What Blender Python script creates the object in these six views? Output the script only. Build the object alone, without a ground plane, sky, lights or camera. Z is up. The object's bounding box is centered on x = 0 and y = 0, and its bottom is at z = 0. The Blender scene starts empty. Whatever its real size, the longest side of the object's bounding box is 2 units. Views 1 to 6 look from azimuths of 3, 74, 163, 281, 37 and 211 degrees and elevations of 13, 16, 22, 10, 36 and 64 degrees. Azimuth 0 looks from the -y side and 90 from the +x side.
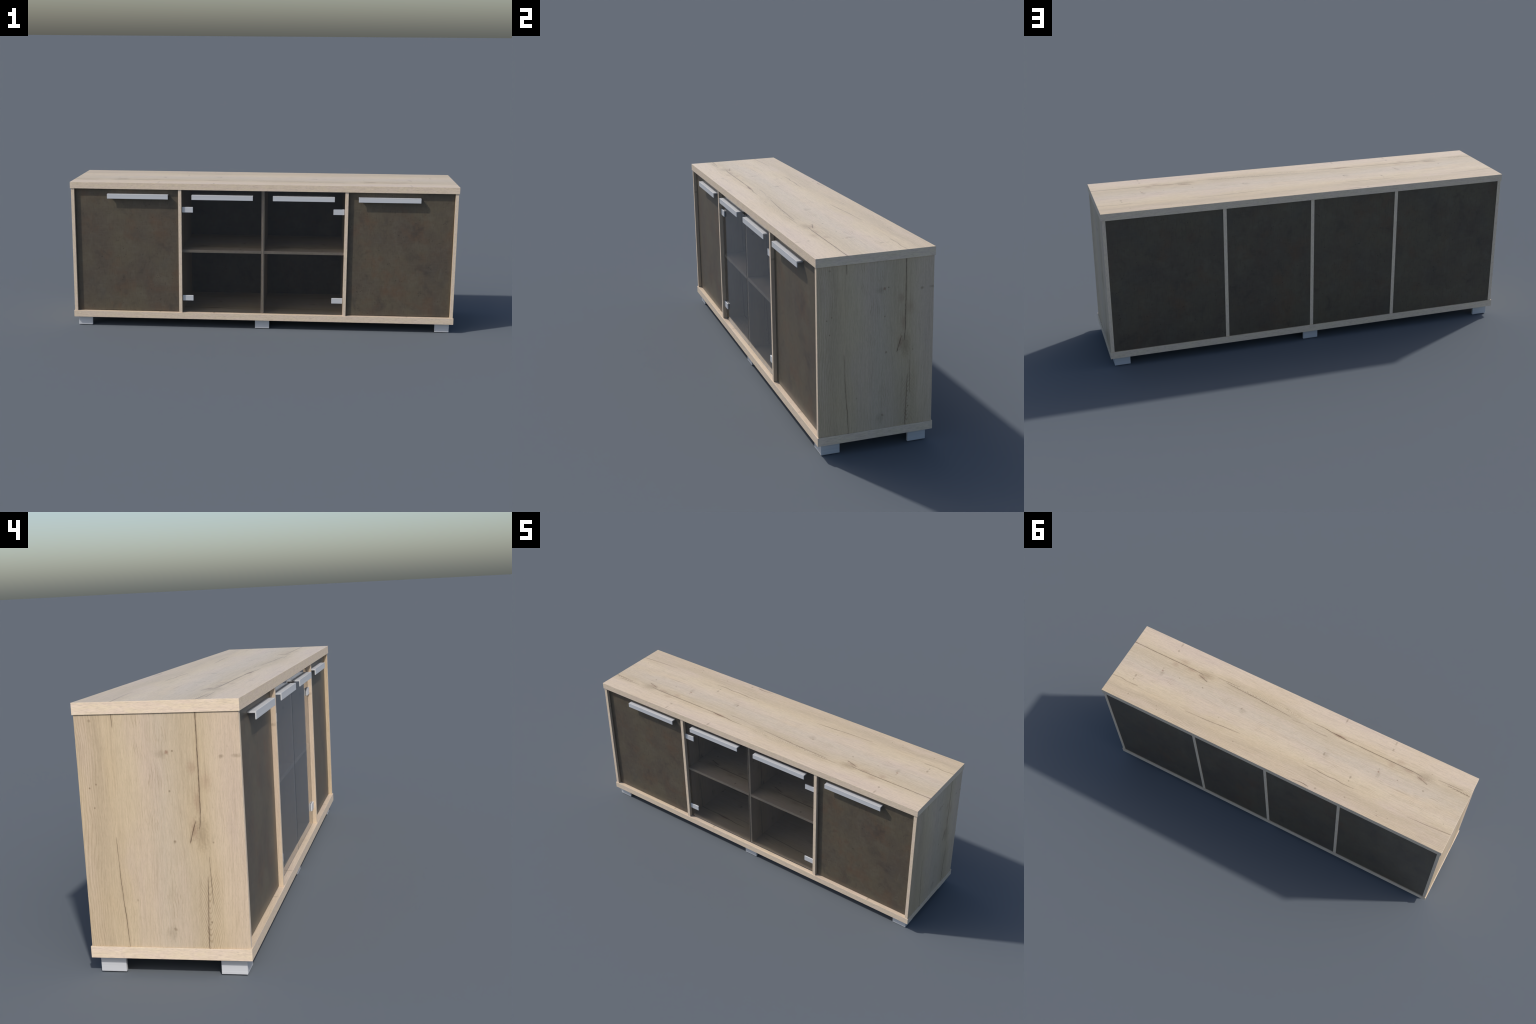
"""Low oak sideboard: two stone-look doors, two smoked glass doors in the middle,
aluminium strip handles, glass hinge clips and square feet.  Metres, z up, front faces -y."""
import bpy, bmesh
from mathutils import Vector

# ----------------------------------------------------------------------------- sizes
TOP_Z0, TOP_Z1 = 0.7362, 0.7697          # top board
BASE_Z0, BASE_Z1 = 0.0470, 0.0805        # base board
BOARD_Y0, BOARD_Y1 = -0.2284, 0.2346     # top / base depth
SIDE_X0, SIDE_X1 = 0.9797, 0.9965        # side panels (mirrored)
SIDE_Y0, SIDE_Y1 = -0.2248, 0.2315
DIV_X, BOARD_T = 0.4300, 0.0168          # dividers
DOOR_Y, DOOR_T = -0.2097, 0.0168         # stone doors
GLASS_Y, GLASS_T = -0.2097, 0.0080       # glass doors
CARCASS_Z0, CARCASS_Z1 = BASE_Z1, TOP_Z0
BACK_Y0, BACK_Y1 = 0.2190, 0.2294
HANDLE_Z0, HANDLE_Z1 = 0.6863, 0.7101
HANDLE_Y0 = -0.2346
HANDLE_L = 0.3163
GAP = 0.0030

scene = bpy.context.scene
col = scene.collection

# ----------------------------------------------------------------------------- node helpers
class Nodes:
    """Small wrapper so that the material recipes stay readable."""
    def __init__(self, tree):
        self.t = tree
    def new(self, kind, **props):
        n = self.t.nodes.new(kind)
        for k, v in props.items():
            setattr(n, k, v)
        return n
    def put(self, sock, val):
        if val is None:
            return
        if isinstance(val, bpy.types.NodeSocket):
            self.t.links.new(val, sock)
        else:
            sock.default_value = val
    def math(self, op, a, b=None, c=None, clamp=False):
        n = self.new('ShaderNodeMath', operation=op, use_clamp=clamp)
        for i, v in enumerate((a, b, c)):
            self.put(n.inputs[i], v)
        return n.outputs[0]
    def vmath(self, op, a, b=None, c=None, out=0):
        n = self.new('ShaderNodeVectorMath', operation=op)
        for i, v in enumerate((a, b, c)):
            self.put(n.inputs[i], v)
        return n.outputs[out]
    def xyz(self, v):
        n = self.new('ShaderNodeSeparateXYZ')
        self.put(n.inputs[0], v)
        return n.outputs
    def vec(self, x=0.0, y=0.0, z=0.0):
        n = self.new('ShaderNodeCombineXYZ')
        for i, v in enumerate((x, y, z)):
            self.put(n.inputs[i], v)
        return n.outputs[0]
    def noise(self, v, scale=1.0, detail=3.0, rough=0.5, distort=0.0):
        n = self.new('ShaderNodeTexNoise')
        self.put(n.inputs['Vector'], v)
        n.inputs['Scale'].default_value = scale
        n.inputs['Detail'].default_value = detail
        n.inputs['Roughness'].default_value = rough
        n.inputs['Distortion'].default_value = distort
        return n.outputs['Fac']
    def remap(self, x, a, b, c=0.0, d=1.0, smooth=False):
        n = self.new('ShaderNodeMapRange', interpolation_type='SMOOTHSTEP' if smooth else 'LINEAR')
        for i, v in enumerate((x, a, b, c, d)):
            self.put(n.inputs[i], v)
        return n.outputs[0]
    def mix(self, fac, a, b, blend='MIX'):
        n = self.new('ShaderNodeMix', data_type='RGBA', blend_type=blend)
        self.put(n.inputs[0], fac)
        self.put(n.inputs[6], a)
        self.put(n.inputs[7], b)
        return n.outputs[2]
    def ramp(self, fac, stops, interp='LINEAR'):
        n = self.new('ShaderNodeValToRGB')
        n.color_ramp.interpolation = interp
        e = n.color_ramp.elements
        while len(e) < len(stops):
            e.new(0.5)
        for el, (p, c) in zip(e, stops):
            el.position, el.color = p, (*c, 1.0)
        self.put(n.inputs[0], fac)
        return n.outputs[0]
    def curve(self, x, pts):
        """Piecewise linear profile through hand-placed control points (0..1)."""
        n = self.new('ShaderNodeFloatCurve')
        c = n.mapping.curves[0]
        while len(c.points) < len(pts):
            c.points.new(0.5, 0.5)
        for p, (a, b) in zip(c.points, pts):
            p.location = (a, b)
            p.handle_type = 'VECTOR'
        n.mapping.update()
        n.inputs[0].default_value = 1.0
        self.put(n.inputs[1], x)
        return n.outputs[0]

def rgb(r, g, b):
    """sRGB 0..255 to linear."""
    f = lambda c: (c / 255 / 12.92) if c <= 10.3 else ((c / 255 + 0.055) / 1.055) ** 2.4
    return (f(r), f(g), f(b))

# ----------------------------------------------------------------------------- oak decor
REPEAT = 1.30        # the printed oak decor repeats every 1.3 m along the grain
U0 = -0.06           # where the repeat is cut

def oak_group():
    """Oak figure on (u along grain, v across grain) in metres -> colour, height."""
    g = bpy.data.node_groups.new('oak_decor', 'ShaderNodeTree')
    g.interface.new_socket('Vector', in_out='INPUT', socket_type='NodeSocketVector')
    g.interface.new_socket('Color', in_out='OUTPUT', socket_type='NodeSocketColor')
    g.interface.new_socket('Height', in_out='OUTPUT', socket_type='NodeSocketFloat')
    N = Nodes(g)
    gi, go = N.new('NodeGroupInput'), N.new('NodeGroupOutput')
    P = gi.outputs[0]
    u, v, _ = N.xyz(P)
    t = N.math('DIVIDE', N.math('WRAP', u, U0 + REPEAT, U0), 1.0)
    t = N.math('DIVIDE', N.math('SUBTRACT', t, U0), REPEAT)          # 0..1 along one repeat
    T = lambda uu: (uu - U0) / REPEAT
    V = lambda vv: (vv + 0.25) * 2.0

    # gentle waviness of everything along the grain
    wob = N.noise(N.vec(N.math('MULTIPLY', u, 3.0), N.math('MULTIPLY', v, 8.0)), 1.0, 2.0)
    wobble = N.math('MULTIPLY', N.math('SUBTRACT', wob, 0.5), 0.030)
    vw = N.math('ADD', v, wobble)

    # broad bands across the board, in the tones of a light grey-beige oak
    soft = N.noise(N.vec(N.math('MULTIPLY', u, 1.7), N.math('MULTIPLY', v, 9.0), 3.1), 1.0, 3.0)
    band_pos = N.math('ADD', N.remap(vw, -0.235, 0.235, 0.0, 1.0), N.remap(soft, 0.2, 0.8, -0.07, 0.07))
    bands = N.ramp(band_pos, [
        (0.00, rgb(209, 190, 168)), (0.16, rgb(209, 190, 166)), (0.25, rgb(201, 183, 155)),
        (0.33, rgb(194, 177, 151)), (0.42, rgb(197, 181, 158)), (0.50, rgb(198, 183, 163)),
        (0.58, rgb(205, 187, 164)), (0.70, rgb(206, 188, 160)), (0.77, rgb(202, 183, 154)),
        (0.85, rgb(191, 173, 147)), (0.93, rgb(201, 182, 157)), (1.00, rgb(200, 181, 154))])

    # warm / olive / pinkish drift
    drift = N.noise(N.vec(N.math('MULTIPLY', u, 2.6), N.math('MULTIPLY', v, 11.0), 9.7), 1.0, 3.0)
    c = N.mix(N.remap(drift, 0.52, 0.74, 0.0, 0.42), bands, (*rgb(204, 182, 146), 1))
    c = N.mix(N.remap(drift, 0.46, 0.28, 0.0, 0.50), c, (*rgb(201, 182, 168), 1))

    # long streaks of the grain
    st1 = N.noise(N.vec(N.math('MULTIPLY', u, 5.0), N.math('MULTIPLY', vw, 150.0), 1.3), 1.0, 3.0, 0.6)
    st2 = N.noise(N.vec(N.math('MULTIPLY', u, 16.0), N.math('MULTIPLY', vw, 520.0), 5.3), 1.0, 2.0, 0.6)
    st3 = N.noise(N.vec(N.math('MULTIPLY', u, 48.0), N.math('MULTIPLY', vw, 260.0), 2.7), 1.0, 3.0, 0.65)
    c = N.mix(N.remap(st1, 0.50, 0.74, 0.0, 0.24), c, (*rgb(160, 141, 119), 1))
    c = N.mix(N.remap(st1, 0.46, 0.26, 0.0, 0.22), c, (*rgb(222, 203, 178), 1))
    c = N.mix(N.remap(st2, 0.50, 0.74, 0.0, 0.30), c, (*rgb(150, 132, 108), 1))
    c = N.mix(N.remap(st3, 0.50, 0.76, 0.0, 0.24), c, (*rgb(158, 138, 114), 1))
    c = N.mix(N.remap(st3, 0.48, 0.26, 0.0, 0.26), c, (*rgb(226, 202, 175), 1))

    # sparse long dark veins
    vein = N.noise(N.vec(N.math('MULTIPLY', u, 3.4), N.math('MULTIPLY', vw, 120.0), 12.0), 1.0, 2.0, 0.5)
    c = N.mix(N.remap(vein, 0.62, 0.76, 0.0, 0.26), c, (*rgb(142, 121, 100), 1))

    # cathedral rings: chevrons round the long middle crack, flat arches at the rear edge
    axis_v = -0.117
    dv = N.math('ABSOLUTE', N.math('SUBTRACT', vw, axis_v))
    tt = N.math('MULTIPLY', N.math('SUBTRACT', t, T(0.22)), REPEAT)       # metres from chevron centre
    ring_n = N.noise(N.vec(N.math('MULTIPLY', u, 14.0), N.math('MULTIPLY', v, 40.0), 2.2), 1.0, 2.0)
    dr = N.math('SQRT', N.math('MULTIPLY_ADD', dv, dv, 0.0045 ** 2))                 # rounded tips
    arch = N.math('MULTIPLY', dr, N.math('MULTIPLY_ADD', dr, 30.0, 2.1))            # arches get steeper outwards
    phase = N.math('MULTIPLY', N.math('SUBTRACT', tt, arch), 380.0)
    slow = N.noise(N.vec(N.math('MULTIPLY', u, 7.0), N.math('MULTIPLY', v, 22.0), 5.5), 1.0, 2.0)
    phase = N.math('ADD', phase, N.math('ADD', N.math('MULTIPLY', ring_n, 9.0), N.math('MULTIPLY', slow, 26.0)))
    rings = N.math('SINE', phase)
    m_v = N.remap(dv, 0.008, 0.050, 1.0, 0.0, True)
    m_u = N.math('MULTIPLY', N.remap(tt, -0.28, -0.23, 0.0, 1.0, True), N.remap(tt, 0.17, 0.24, 1.0, 0.0, True))
    patchy = N.remap(N.noise(N.vec(N.math('MULTIPLY', u, 9.0), N.math('MULTIPLY', v, 30.0), 6.0), 1.0, 1.0), 0.35, 0.6, 0.25, 1.0)
    chev = N.math('MULTIPLY', N.math('MULTIPLY', N.remap(rings, 0.1, 0.9), N.math('MULTIPLY', m_v, m_u)), patchy)
    c = N.mix(N.math('MULTIPLY', chev, 0.60), c, (*rgb(146, 125, 96), 1))

    phase2 = N.math('ADD', N.math('MULTIPLY', vw, 900.0),
                    N.math('MULTIPLY', N.noise(N.vec(N.math('MULTIPLY', u, 4.2), N.math('MULTIPLY', v, 14.0), 4.4), 1.0, 2.0), 42.0))
    rings2 = N.remap(N.math('SINE', phase2), 0.2, 0.95)
    m2 = N.remap(v, 0.145, 0.20, 0.0, 1.0, True)
    c = N.mix(N.math('MULTIPLY', N.math('MULTIPLY', rings2, m2), 0.26), c, (*rgb(148, 126, 96), 1))

    # curved flecks of the medullary rays in the pale middle bands
    fl = N.new('ShaderNodeTexWave', wave_type='RINGS', bands_direction='Z')
    N.put(fl.inputs['Vector'], N.vec(N.math('MULTIPLY', u, 9.0), N.math('MULTIPLY', v, 14.0)))
    fl.inputs['Scale'].default_value = 2.6
    fl.inputs['Distortion'].default_value = 7.0
    fl.inputs['Detail'].default_value = 2.0
    fleck_on = N.remap(N.noise(N.vec(N.math('MULTIPLY', u, 18.0), N.math('MULTIPLY', v, 26.0), 8.0), 1.0, 1.0), 0.55, 0.68, 0.0, 1.0)
    fleck_v = N.math('MULTIPLY', N.remap(v, -0.08, -0.03, 0.0, 1.0), N.remap(v, 0.07, 0.11, 1.0, 0.0))
    fleck = N.math('MULTIPLY', N.math('MULTIPLY', N.remap(fl.outputs['Fac'], 0.80, 0.98), fleck_on), fleck_v)
    c = N.mix(N.math('MULTIPLY', fleck, 0.40), c, (*rgb(150, 130, 104), 1))

    # pores: short dark ticks
    pore = N.noise(N.vec(N.math('MULTIPLY', u, 90.0), N.math('MULTIPLY', v, 900.0), 7.0), 1.0, 1.0)
    c = N.mix(N.remap(pore, 0.60, 0.78, 0.0, 0.36), c, (*rgb(140, 122, 98), 1))

    height = N.math('MULTIPLY', N.remap(st2, 0.3, 0.7, 0.0, 1.0), 0.4)

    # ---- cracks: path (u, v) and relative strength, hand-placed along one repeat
    lines = [
        # long middle crack and its fine continuation
        ([(-.06, -.092, 0), (0.0, -.0925, 0), (.04, -.0964, .6), (.14, -.1027, .9), (.22, -.1085, 1), (.28, -.1103, 1),
          (.366, -.1145, .9), (.423, -.1165, .5), (.43, -.1165, 0), (.552, -.0995, 0), (.5647, -.1025, .7),
          (.607, -.1062, 1), (.72, -.107, 1.25), (.795, -.1073, 1.1), (.877, -.1075, 1.15), (.95, -.109, .9), (1.0, -.1085, 1.2),
          (1.038, -.1129, 1.9), (1.09, -.1146, 1.2), (1.131, -.1192, .9), (1.184, -.1190, .55), (1.21, -.122, 0), (1.24, -.122, 0)], .00130),
        # crack along the rear third
        ([(-.06, .117, 0), (.20, .1172, 0), (.225, .1195, .8), (.305, .1235, .95), (.36, .1280, .9), (.415, .1315, .85), (.531, .1355, .6), (.54, .136, 0),
          (.835, .1235, 0), (.8447, .1237, .7), (.880, .1255, .8), (.908, .1258, .85), (.947, .1202, .9), (.983, .1237, .85), (1.0, .1228, .8),
          (1.036, .1213, .9), (1.060, .1174, .8), (1.09, .1178, .5), (1.123, .1178, .25), (1.135, .118, 0), (1.24, .118, 0)], .00108),
        # hooked end of the middle crack, fine side crack, thin drying crack
        ([(-.06, -.087, .5), (0.0, -.0844, .4), (.02, -.084, 0), (.34, -.1285, 0), (.351, -.1275, .6), (.412, -.1255, .8), (.4797, -.1232, .5), (.485, -.123, 0),
          (.517, -.0725, 0), (.524, -.0742, 1.3), (.545, -.0805, 1.3), (.565, -.0865, 1.2), (.578, -.0907, .8), (.585, -.092, 0),
          (1.09, -.0800, 0), (1.10, -.0800, .6), (1.128, -.0777, .6), (1.17, -.0772, .5), (1.23, -.0885, .45), (1.24, -.0885, .45)], .00098),
        # short crack at the very rear
        ([(-.06, .222, 0), (1.045, .2222, 0), (1.057, .2215, .9), (1.075, .2185, 1.1), (1.093, .2172, .9), (1.1416, .2225, .4), (1.16, .223, 0), (1.24, .223, 0)], .0014),
    ]
    jag = N.math('MULTIPLY', N.math('SUBTRACT', N.noise(N.vec(N.math('MULTIPLY', u, 60.0), v), 1.0, 2.0), 0.5), 0.0022)
    crack = None
    shade = None
    for path, width in lines:
        line_v = N.curve(t, [(T(a), V(b)) for a, b, _ in path])
        line_w = N.curve(t, [(T(a), w * 0.5) for a, _, w in path])
        d = N.math('SUBTRACT', N.math('SUBTRACT', N.math('DIVIDE', line_v, 2.0), 0.25), N.math('ADD', v, jag))
        d = N.math('ABSOLUTE', d)
        w = N.math('MULTIPLY', line_w, 2.0 * width)
        m = N.remap(d, N.math('MULTIPLY', w, 0.35), N.math('ADD', N.math('MULTIPLY', w, 1.5), 1e-6), 1.0, 0.0, True)
        m = N.math('MULTIPLY', m, N.remap(line_w, 0.02, 0.18))
        s = N.math('MULTIPLY', N.remap(d, 0.0, 0.0085, 1.0, 0.0, True), N.remap(line_w, 0.10, 0.75, 0.0, 0.8))
        crack = m if crack is None else N.math('MAXIMUM', crack, m)
        shade = s if shade is None else N.math('MAXIMUM', shade, s)

    broken = N.noise(N.vec(N.math('MULTIPLY', u, 34.0), N.math('MULTIPLY', v, 20.0), 1.1), 1.0, 3.0, 0.6)
    crack = N.math('MULTIPLY', crack, N.remap(broken, 0.36, 0.54, 0.62, 1.0))

    # ---- knots and stains: (u, v, radius u, radius v, strength, warm)
    knots = [
        (.770, -.0225, .0060, .0055, .95, 1), (.7733, -.0387, .0030, .0030, .8, 0), (.765, -.004, .012, .018, .30, 0),
        (.7562, -.1715, .0055, .0075, .55, 0), (.758, -.2130, .0055, .0150, .42, 0), (1.0452, -.2123, .0050, .0160, .55, 0),
        (.728, -.0890, .020, .015, .40, 1), (.690, -.1250, .026, .018, .30, 1), (.636, -.0985, .032, .010, .42, 1), (.545, -.108, .045, .022, .36, 0),
        (1.038, -.113, .040, .009, .85, 1), (.560, -.0870, .030, .010, .45, 1),
        (.8832, .0724, .0055, .0095, .62, 0), (.8825, .0958, .0040, .0050, .60, 0),
        (.6636, -.0240, .0032, .0026, .75, 0), (.5235, -.0305, .0048, .0038, .80, 0), (.5213, -.1374, .0030, .0026, .6, 0),
        (.8590, .1880, .0045, .0045, .50, 0), (.684, .1815, .0028, .0024, .8, 0), (.674, .2008, .0028, .0024, .75, 0), (.6182, .1906, .0028, .0024, .8, 0),
        (.2740, -.0155, .0065, .0060, .62, 0), (.262, -.006, .020, .018, .25, 0), (.2960, -.1202, .0035, .0030, .7, 0),
        (1.0630, .0170, .0065, .0120, .60, 0), (1.050, .020, .014, .022, .22, 0), (1.143, .0938, .0030, .0028, .6, 0), (.2172, .1764, .0040, .0035, .55, 0),
        (1.0136, .2134, .0060, .0060, .55, 0), (.357, .0870, .0040, .0036, .40, 0), (.055, -.128, .018, .005, .35, 0),
    ]
    nz = N.noise(N.vec(N.math('MULTIPLY', u, 160.0), N.math('MULTIPLY', v, 160.0)), 1.0, 2.0)
    edge = N.remap(nz, 0.25, 0.75, -0.30, 0.30)
    cool = warm = None
    for ku, kv, ru, rv, s, is_warm in knots:
        d = N.vmath('SUBTRACT', P, (ku, kv, 0.0))
        d = N.vmath('WRAP', d, (REPEAT / 2, 9.0, 9.0), (-REPEAT / 2, -9.0, -9.0))
        r = N.vmath('LENGTH', N.vmath('DIVIDE', d, (ru, rv, 1e3)), out=1)
        m = N.math('MULTIPLY', N.remap(N.math('ADD', r, edge), 0.1, 1.45, 1.0, 0.0, True), s)
        if is_warm:
            warm = m if warm is None else N.math('MAXIMUM', warm, m)
        else:
            cool = m if cool is None else N.math('MAXIMUM', cool, m)
    c = N.mix(N.math('MULTIPLY', cool, 0.85), c, (*rgb(112, 92, 68), 1))
    c = N.mix(N.math('MULTIPLY', warm, 0.72), c, (*rgb(140, 102, 82), 1))
    c = N.mix(N.math('MULTIPLY', shade, 0.42), c, (*rgb(140, 116, 92), 1))
    c = N.mix(N.math('MULTIPLY', crack, 0.88), c, (*rgb(88, 69, 53), 1))
    height = N.math('SUBTRACT', height, N.math('MULTIPLY', crack, 1.0))
    N.put(go.inputs['Color'], c)
    N.put(go.inputs['Height'], height)
    return g

def new_material(name):
    m = bpy.data.materials.new(name)
    m.use_nodes = True
    m.node_tree.nodes.clear()
    N = Nodes(m.node_tree)
    out = N.new('ShaderNodeOutputMaterial')
    return m, N, out

def root_coords(N):
    """Object coordinates of the whole sideboard, so that the decor runs on over all its parts."""
    tc = N.new('ShaderNodeTexCoord')
    tc.object = ROOT
    return tc.outputs['Object']

def oak_material(name, u_axis, u_off, v_sign=1.0, v_off=0.0, tint=(1, 1, 1)):
    """Oak decor with the grain along x or z; v runs over the depth."""
    m, N, out = new_material(name)
    x, y, z = N.xyz(root_coords(N))
    u = N.math('ADD', x if u_axis == 'x' else z, u_off)
    v = N.math('MULTIPLY_ADD', y, v_sign, v_off)
    grp = N.new('ShaderNodeGroup', node_tree=OAK)
    N.put(grp.inputs[0], N.vec(u, v))
    p = N.new('ShaderNodeBsdfPrincipled')
    N.put(p.inputs['Base Color'], N.mix(1.0, grp.outputs[0], (*tint, 1), 'MULTIPLY'))
    p.inputs['Roughness'].default_value = 0.40
    p.inputs['Specular IOR Level'].default_value = 0.50
    b = N.new('ShaderNodeBump')
    b.inputs['Strength'].default_value = 0.10
    b.inputs['Distance'].default_value = 0.0006
    N.put(b.inputs['Height'], grp.outputs[1])
    N.put(p.inputs['Normal'], b.outputs[0])
    N.put(out.inputs[0], p.outputs[0])
    return m

def edge_material(name, upright):
    """Paler, pinkish edge banding with a fine lengthwise grain."""
    m, N, out = new_material(name)
    x, y, z = N.xyz(root_coords(N))
    along, across = (z, N.math('ADD', x, y)) if upright else (N.math('ADD', x, y), z)
    fine = N.noise(N.vec(N.math('MULTIPLY', along, 60.0), N.math('MULTIPLY', across, 1000.0)), 1.0, 3.0, 0.6)
    mid = N.noise(N.vec(N.math('MULTIPLY', along, 24.0), N.math('MULTIPLY', across, 160.0), 4.0), 1.0, 3.0, 0.55)
    tone = N.noise(N.vec(N.math('MULTIPLY', along, 18.0), N.math('MULTIPLY', across, 60.0), 8.0), 1.0, 2.0)
    c = N.mix(N.remap(tone, 0.35, 0.65), (*rgb(222, 202, 182), 1), (*rgb(223, 205, 178), 1))
    c = N.mix(N.remap(mid, 0.50, 0.72, 0.0, 0.45), c, (*rgb(194, 174, 154), 1))
    c = N.mix(N.remap(mid, 0.48, 0.30, 0.0, 0.40), c, (*rgb(232, 214, 195), 1))
    c = N.mix(N.remap(fine, 0.50, 0.68, 0.0, 0.75), c, (*rgb(178, 161, 146), 1))
    p = N.new('ShaderNodeBsdfPrincipled')
    N.put(p.inputs['Base Color'], c)
    p.inputs['Roughness'].default_value = 0.42
    p.inputs['Specular IOR Level'].default_value = 0.50
    N.put(out.inputs[0], p.outputs[0])
    return m

def stone_material(name):
    """Dark brown concrete / rusted-slate laminate of doors and back."""
    m, N, out = new_material(name)
    P = root_coords(N)
    P2 = N.vmath('MULTIPLY', P, (1.0, 1.0, 0.9))
    cloud = N.noise(P2, 6.0, 5.0, 0.55)
    cloud2 = N.noise(N.vmath('ADD', P2, (3.1, 7.7, 1.9)), 9.0, 5.0, 0.62)
    cloud3 = N.noise(N.vmath('ADD', P2, (8.1, 1.7, 5.9)), 12.0, 5.0, 0.62, 0.6)
    c = N.mix(N.remap(cloud, 0.36, 0.64), (*rgb(83, 74, 64), 1), (*rgb(91, 83, 68), 1))
    c = N.mix(N.remap(cloud2, 0.52, 0.74, 0.0, 0.90), c, (*rgb(94, 74, 58), 1))       # rust
    c = N.mix(N.remap(cloud3, 0.52, 0.70, 0.0, 0.65), c, (*rgb(96, 89, 76), 1))       # olive-grey bloom
    c = N.mix(N.remap(cloud3, 0.44, 0.28, 0.0, 0.65), c, (*rgb(66, 59, 54), 1))
    c = N.mix(N.remap(cloud2, 0.42, 0.26, 0.0, 0.55), c, (*rgb(80, 77, 70), 1))       # blue-grey
    mottle = N.noise(N.vmath('ADD', P2, (2.3, 4.4, 9.1)), 46.0, 4.0, 0.65, 0.4)
    c = N.mix(N.remap(mottle, 0.52, 0.74, 0.0, 0.34), c, (*rgb(64, 57, 48), 1))
    c = N.mix(N.remap(mottle, 0.46, 0.28, 0.0, 0.26), c, (*rgb(101, 94, 78), 1))
    # vertical brush drags
    x, y, z = N.xyz(P)
    drag = N.noise(N.vec(N.math('MULTIPLY', x, 220.0), N.math('MULTIPLY', y, 220.0), N.math('MULTIPLY', z, 26.0)), 1.0, 3.0)
    drag2 = N.noise(N.vec(N.math('MULTIPLY', x, 26.0), N.math('MULTIPLY', y, 26.0), N.math('MULTIPLY', z, 200.0)), 1.0, 3.0)
    c = N.mix(N.remap(drag, 0.52, 0.74, 0.0, 0.30), c, (*rgb(60, 54, 48), 1))
    c = N.mix(N.remap(drag2, 0.52, 0.74, 0.0, 0.22), c, (*rgb(100, 93, 82), 1))
    # pits
    vor = N.new('ShaderNodeTexVoronoi')
    vor.inputs['Scale'].default_value = 90.0
    N.put(vor.inputs['Vector'], P)
    sparse = N.remap(N.noise(P, 30.0, 2.0), 0.55, 0.68)
    pit = N.math('MULTIPLY', N.remap(vor.outputs['Distance'], 0.12, 0.34, 1.0, 0.0), sparse)
    c = N.mix(N.math('MULTIPLY', pit, 0.6), c, (*rgb(46, 40, 35), 1))
    p = N.new('ShaderNodeBsdfPrincipled')
    N.put(p.inputs['Base Color'], c)
    p.inputs['Roughness'].default_value = 0.42
    p.inputs['Specular IOR Level'].default_value = 0.45
    N.put(out.inputs[0], p.outputs[0])
    return m

def metal_material(name):
    """Brushed aluminium: fine lines along x / y."""
    m, N, out = new_material(name)
    x, y, z = N.xyz(root_coords(N))
    xs, ys = N.math('MULTIPLY', x, 1.5), N.math('MULTIPLY', y, 2.0)
    lines = N.noise(N.vec(xs, ys, N.math('MULTIPLY', z, 420.0)), 1.0, 2.0)
    fine = N.noise(N.vec(xs, ys, N.math('MULTIPLY', z, 1300.0)), 1.0, 2.0)
    c = N.mix(N.remap(lines, 0.3, 0.7), (*rgb(194, 196, 200), 1), (*rgb(206, 208, 211), 1))
    c = N.mix(N.remap(fine, 0.5, 0.75, 0.0, 0.3), c, (*rgb(180, 182, 187), 1))
    p = N.new('ShaderNodeBsdfPrincipled')
    N.put(p.inputs['Base Color'], c)
    p.inputs['Metallic'].default_value = 0.10
    p.inputs['Roughness'].default_value = 0.40
    N.put(out.inputs[0], p.outputs[0])
    return m

def glass_material(name):
    """Smoked glass: clear transmission with a dark neutral tint."""
    m, N, out = new_material(name)
    p = N.new('ShaderNodeBsdfPrincipled')
    p.inputs['Base Color'].default_value = (0.665, 0.675, 0.69, 1)
    p.inputs['Roughness'].default_value = 0.0
    p.inputs['IOR'].default_value = 1.45
    p.inputs['Transmission Weight'].default_value = 1.0
    N.put(out.inputs[0], p.outputs[0])
    return m

# ----------------------------------------------------------------------------- thing and materials
ROOT = bpy.data.objects.new('sideboard', None)
col.objects.link(ROOT)
ROOT['label'] = 'long low light oak sideboard with dark stone and smoked glass doors'
ROOT['category'] = 'sideboard'

OAK = oak_group()
UPRIGHT = (0.925, 0.912, 0.890)      # multiplies the decor slightly darker on the upright panels than on the flat boards
oak_flat = oak_material('oak_decor_lengthwise', 'x', 0.0)
oak_upright = oak_material('oak_decor_upright', 'z', 0.140, tint=UPRIGHT)
oak_upright_mirrored = oak_material('oak_decor_upright_mirrored', 'z', 0.140, -1.0, 0.0132, tint=UPRIGHT)
oak_shelf_a = oak_material('oak_decor_shelf', 'x', 0.876)
oak_shelf_b = oak_material('oak_decor_shelf_offset', 'x', 0.447)
edge_flat = edge_material('oak_edge_band', False)
edge_upright = edge_material('oak_edge_band_upright', True)
stone = stone_material('dark_stone_laminate')
metal = metal_material('brushed_aluminium')
glass = glass_material('smoked_glass')

# ----------------------------------------------------------------------------- parts
def link(ob, parent):
    col.objects.link(ob)
    ob.parent = parent
    # parents keep unrotated frames: child location is relative to the parent's
    off = Vector((0, 0, 0))
    q = parent
    while q is not None:
        off += q.location
        q = q.parent
    ob.location = ob.location - off
    return ob

def mesh_from(bm, name):
    me = bpy.data.meshes.new(name)
    bmesh.ops.recalc_face_normals(bm, faces=bm.faces)
    bm.to_mesh(me)
    bm.free()
    return me

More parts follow.
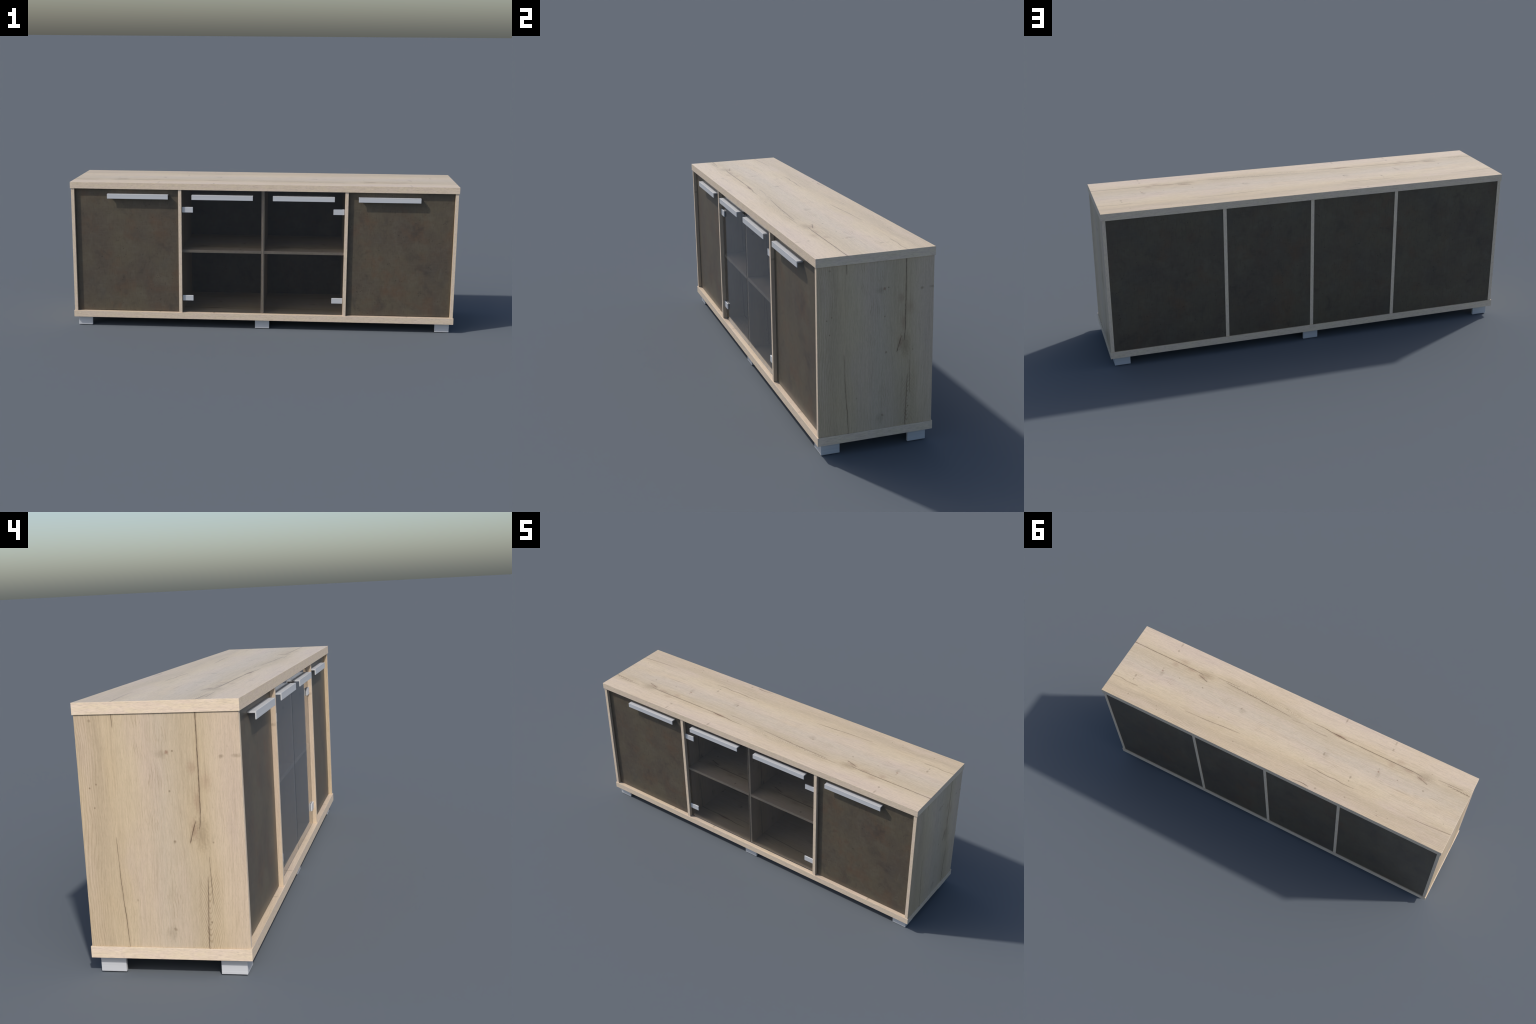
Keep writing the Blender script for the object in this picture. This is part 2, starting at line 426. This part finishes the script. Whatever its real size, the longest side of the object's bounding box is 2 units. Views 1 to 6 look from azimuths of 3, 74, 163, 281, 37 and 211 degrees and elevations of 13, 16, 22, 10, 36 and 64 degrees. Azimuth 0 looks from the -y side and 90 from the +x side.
def box_mesh(name, size, bevel, mats, face_axis=None):
    """Board centred on its origin with chamfered edges; faces normal to face_axis take
    the first material, the edges the second."""
    bm = bmesh.new()
    bmesh.ops.create_cube(bm, size=1.0)
    bmesh.ops.scale(bm, vec=size, verts=bm.verts)
    if bevel:
        bmesh.ops.bevel(bm, geom=list(bm.edges), offset=bevel, segments=2, profile=0.5, affect='EDGES')
    me = mesh_from(bm, name)
    for mt in mats:
        me.materials.append(mt)
    if face_axis is not None:
        for f in me.polygons:
            f.material_index = 0 if abs(f.normal[face_axis]) > 0.9 else 1
    return me

def board(name, lo, hi, mats, face_axis=None, parent=None, bevel=0.0006):
    lo, hi = Vector(lo), Vector(hi)
    me = box_mesh(name, hi - lo, bevel, mats, face_axis)
    ob = bpy.data.objects.new(name, me)
    ob.location = (lo + hi) / 2
    return link(ob, parent or ROOT)

# carcass
board('top_board', (-1.0, BOARD_Y0, TOP_Z0), (1.0, BOARD_Y1, TOP_Z1), [oak_flat, edge_flat], 2)
board('base_board', (-1.0, BOARD_Y0, BASE_Z0), (1.0, BOARD_Y1, BASE_Z1), [oak_flat, edge_flat], 2)
board('side_panel', (-SIDE_X1, SIDE_Y0, CARCASS_Z0), (-SIDE_X0, SIDE_Y1, CARCASS_Z1), [oak_upright, edge_upright], 0)
board('side_panel', (SIDE_X0, SIDE_Y0, CARCASS_Z0), (SIDE_X1, SIDE_Y1, CARCASS_Z1), [oak_upright_mirrored, edge_upright], 0)
for x in (-DIV_X, DIV_X):
    board('divider', (x - BOARD_T / 2, SIDE_Y0, CARCASS_Z0), (x + BOARD_T / 2, SIDE_Y1, CARCASS_Z1), [oak_upright, edge_upright], 0)
board('divider', (-BOARD_T / 2, -0.2000, CARCASS_Z0), (BOARD_T / 2, SIDE_Y1, CARCASS_Z1), [oak_upright, edge_upright], 0)
inner = DIV_X - BOARD_T / 2
for x0, x1, mt in ((-inner, -BOARD_T / 2, oak_shelf_a), (BOARD_T / 2, inner, oak_shelf_b)):
    board('shelf', (x0, -0.2000, 0.4020), (x1, BACK_Y0, 0.4167), [mt, edge_flat], 2)

# back: four stone-look panels set between the uprights
edges = [-SIDE_X0, -DIV_X - BOARD_T / 2, -inner, -BOARD_T / 2, BOARD_T / 2, inner, DIV_X + BOARD_T / 2, SIDE_X0]
for a, b in zip(edges[0::2], edges[1::2]):
    board('back_panel', (a, BACK_Y0, CARCASS_Z0), (b, BACK_Y1, CARCASS_Z1), [stone], bevel=0.0)

# feet: bent aluminium angles with the corner outwards
FOOT_W, FOOT_D, FOOT_T = 0.0748, 0.0740, 0.0115
def foot_mesh(outline):
    """Upright foot with the given plan outline, standing on its origin."""
    bm = bmesh.new()
    f = bm.faces.new([bm.verts.new((x, y, 0.0)) for x, y in outline])
    r = bmesh.ops.extrude_face_region(bm, geom=[f])
    bmesh.ops.translate(bm, vec=(0, 0, BASE_Z0), verts=[v for v in r['geom'] if isinstance(v, bmesh.types.BMVert)])
    bmesh.ops.bevel(bm, geom=list(bm.edges), offset=0.0008, segments=2, profile=0.5, affect='EDGES')
    me = mesh_from(bm, 'foot')
    me.materials.append(metal)
    return me
def angle_outline(sx, sy):
    """L in plan; its corner points to (sx, sy)."""
    w, d, t = FOOT_W / 2, FOOT_D / 2, FOOT_T
    return [(sx * w, sy * d), (-sx * w, sy * d), (-sx * w, sy * (d - t)), (sx * (w - t), sy * (d - t)),
            (sx * (w - t), -sy * d), (sx * w, -sy * d)]
for sy, fy in ((-1, -0.1723), (1, 0.1777)):
    for sx in (-1, 0, 1):
        ob = bpy.data.objects.new('foot', foot_mesh(angle_outline(sx or -1, sy)))
        ob.location = (sx * 0.9434, fy, 0.0)
        link(ob, ROOT)

# handle: angle strip, a plate standing off the door with a lip hanging down at its front
def handle_mesh(y_back):
    d = y_back - HANDLE_Y0
    h = HANDLE_Z1 - HANDLE_Z0
    lip, plate = 0.0035, 0.0054
    prof = [(0, 0), (0, h), (d, h), (d, h - plate), (lip, h - plate), (lip, 0)]
    bm = bmesh.new()
    vs = [bm.verts.new((-HANDLE_L / 2, y, z)) for y, z in prof]
    f = bm.faces.new(vs)
    r = bmesh.ops.extrude_face_region(bm, geom=[f])
    bmesh.ops.translate(bm, vec=(HANDLE_L, 0, 0), verts=[v for v in r['geom'] if isinstance(v, bmesh.types.BMVert)])
    bmesh.ops.bevel(bm, geom=list(bm.edges), offset=0.0005, segments=2, profile=0.5, affect='EDGES')
    me = mesh_from(bm, 'handle')
    me.materials.append(metal)
    return me
door_handle_me = handle_mesh(DOOR_Y)
glass_handle_me = handle_mesh(GLASS_Y)

def add_handle(parent, x, me):
    ob = bpy.data.objects.new('handle', me)
    ob.location = (x, HANDLE_Y0, HANDLE_Z0)
    return link(ob, parent)

# stone doors
for s in (-1, 1):
    xs = sorted((s * (DIV_X + BOARD_T / 2 + GAP / 2), s * (SIDE_X0 - GAP / 2)))
    d = board('door', (xs[0], DOOR_Y, CARCASS_Z0 + GAP), (xs[1], DOOR_Y + DOOR_T, CARCASS_Z1 - 0.0032), [stone])
    add_handle(d, s * 0.6485, door_handle_me)

# glass doors with their hinge clips
clip_me = box_mesh('hinge_clip', (0.0568, 0.0060, 0.0290), 0.0012, [metal])
for s in (-1, 1):
    xs = sorted((s * 0.0012, s * (inner - 0.0030)))
    d = board('glass_door', (xs[0], GLASS_Y, CARCASS_Z0 + 0.0035), (xs[1], GLASS_Y + GLASS_T, CARCASS_Z1 - 0.0025), [glass], bevel=0.0)
    add_handle(d, s * 0.2096, glass_handle_me)
    for z in (0.6310, 0.1590):
        ob = bpy.data.objects.new('hinge_clip', clip_me)
        ob.location = (s * 0.3914, GLASS_Y - 0.0030, z)
        link(ob, d)
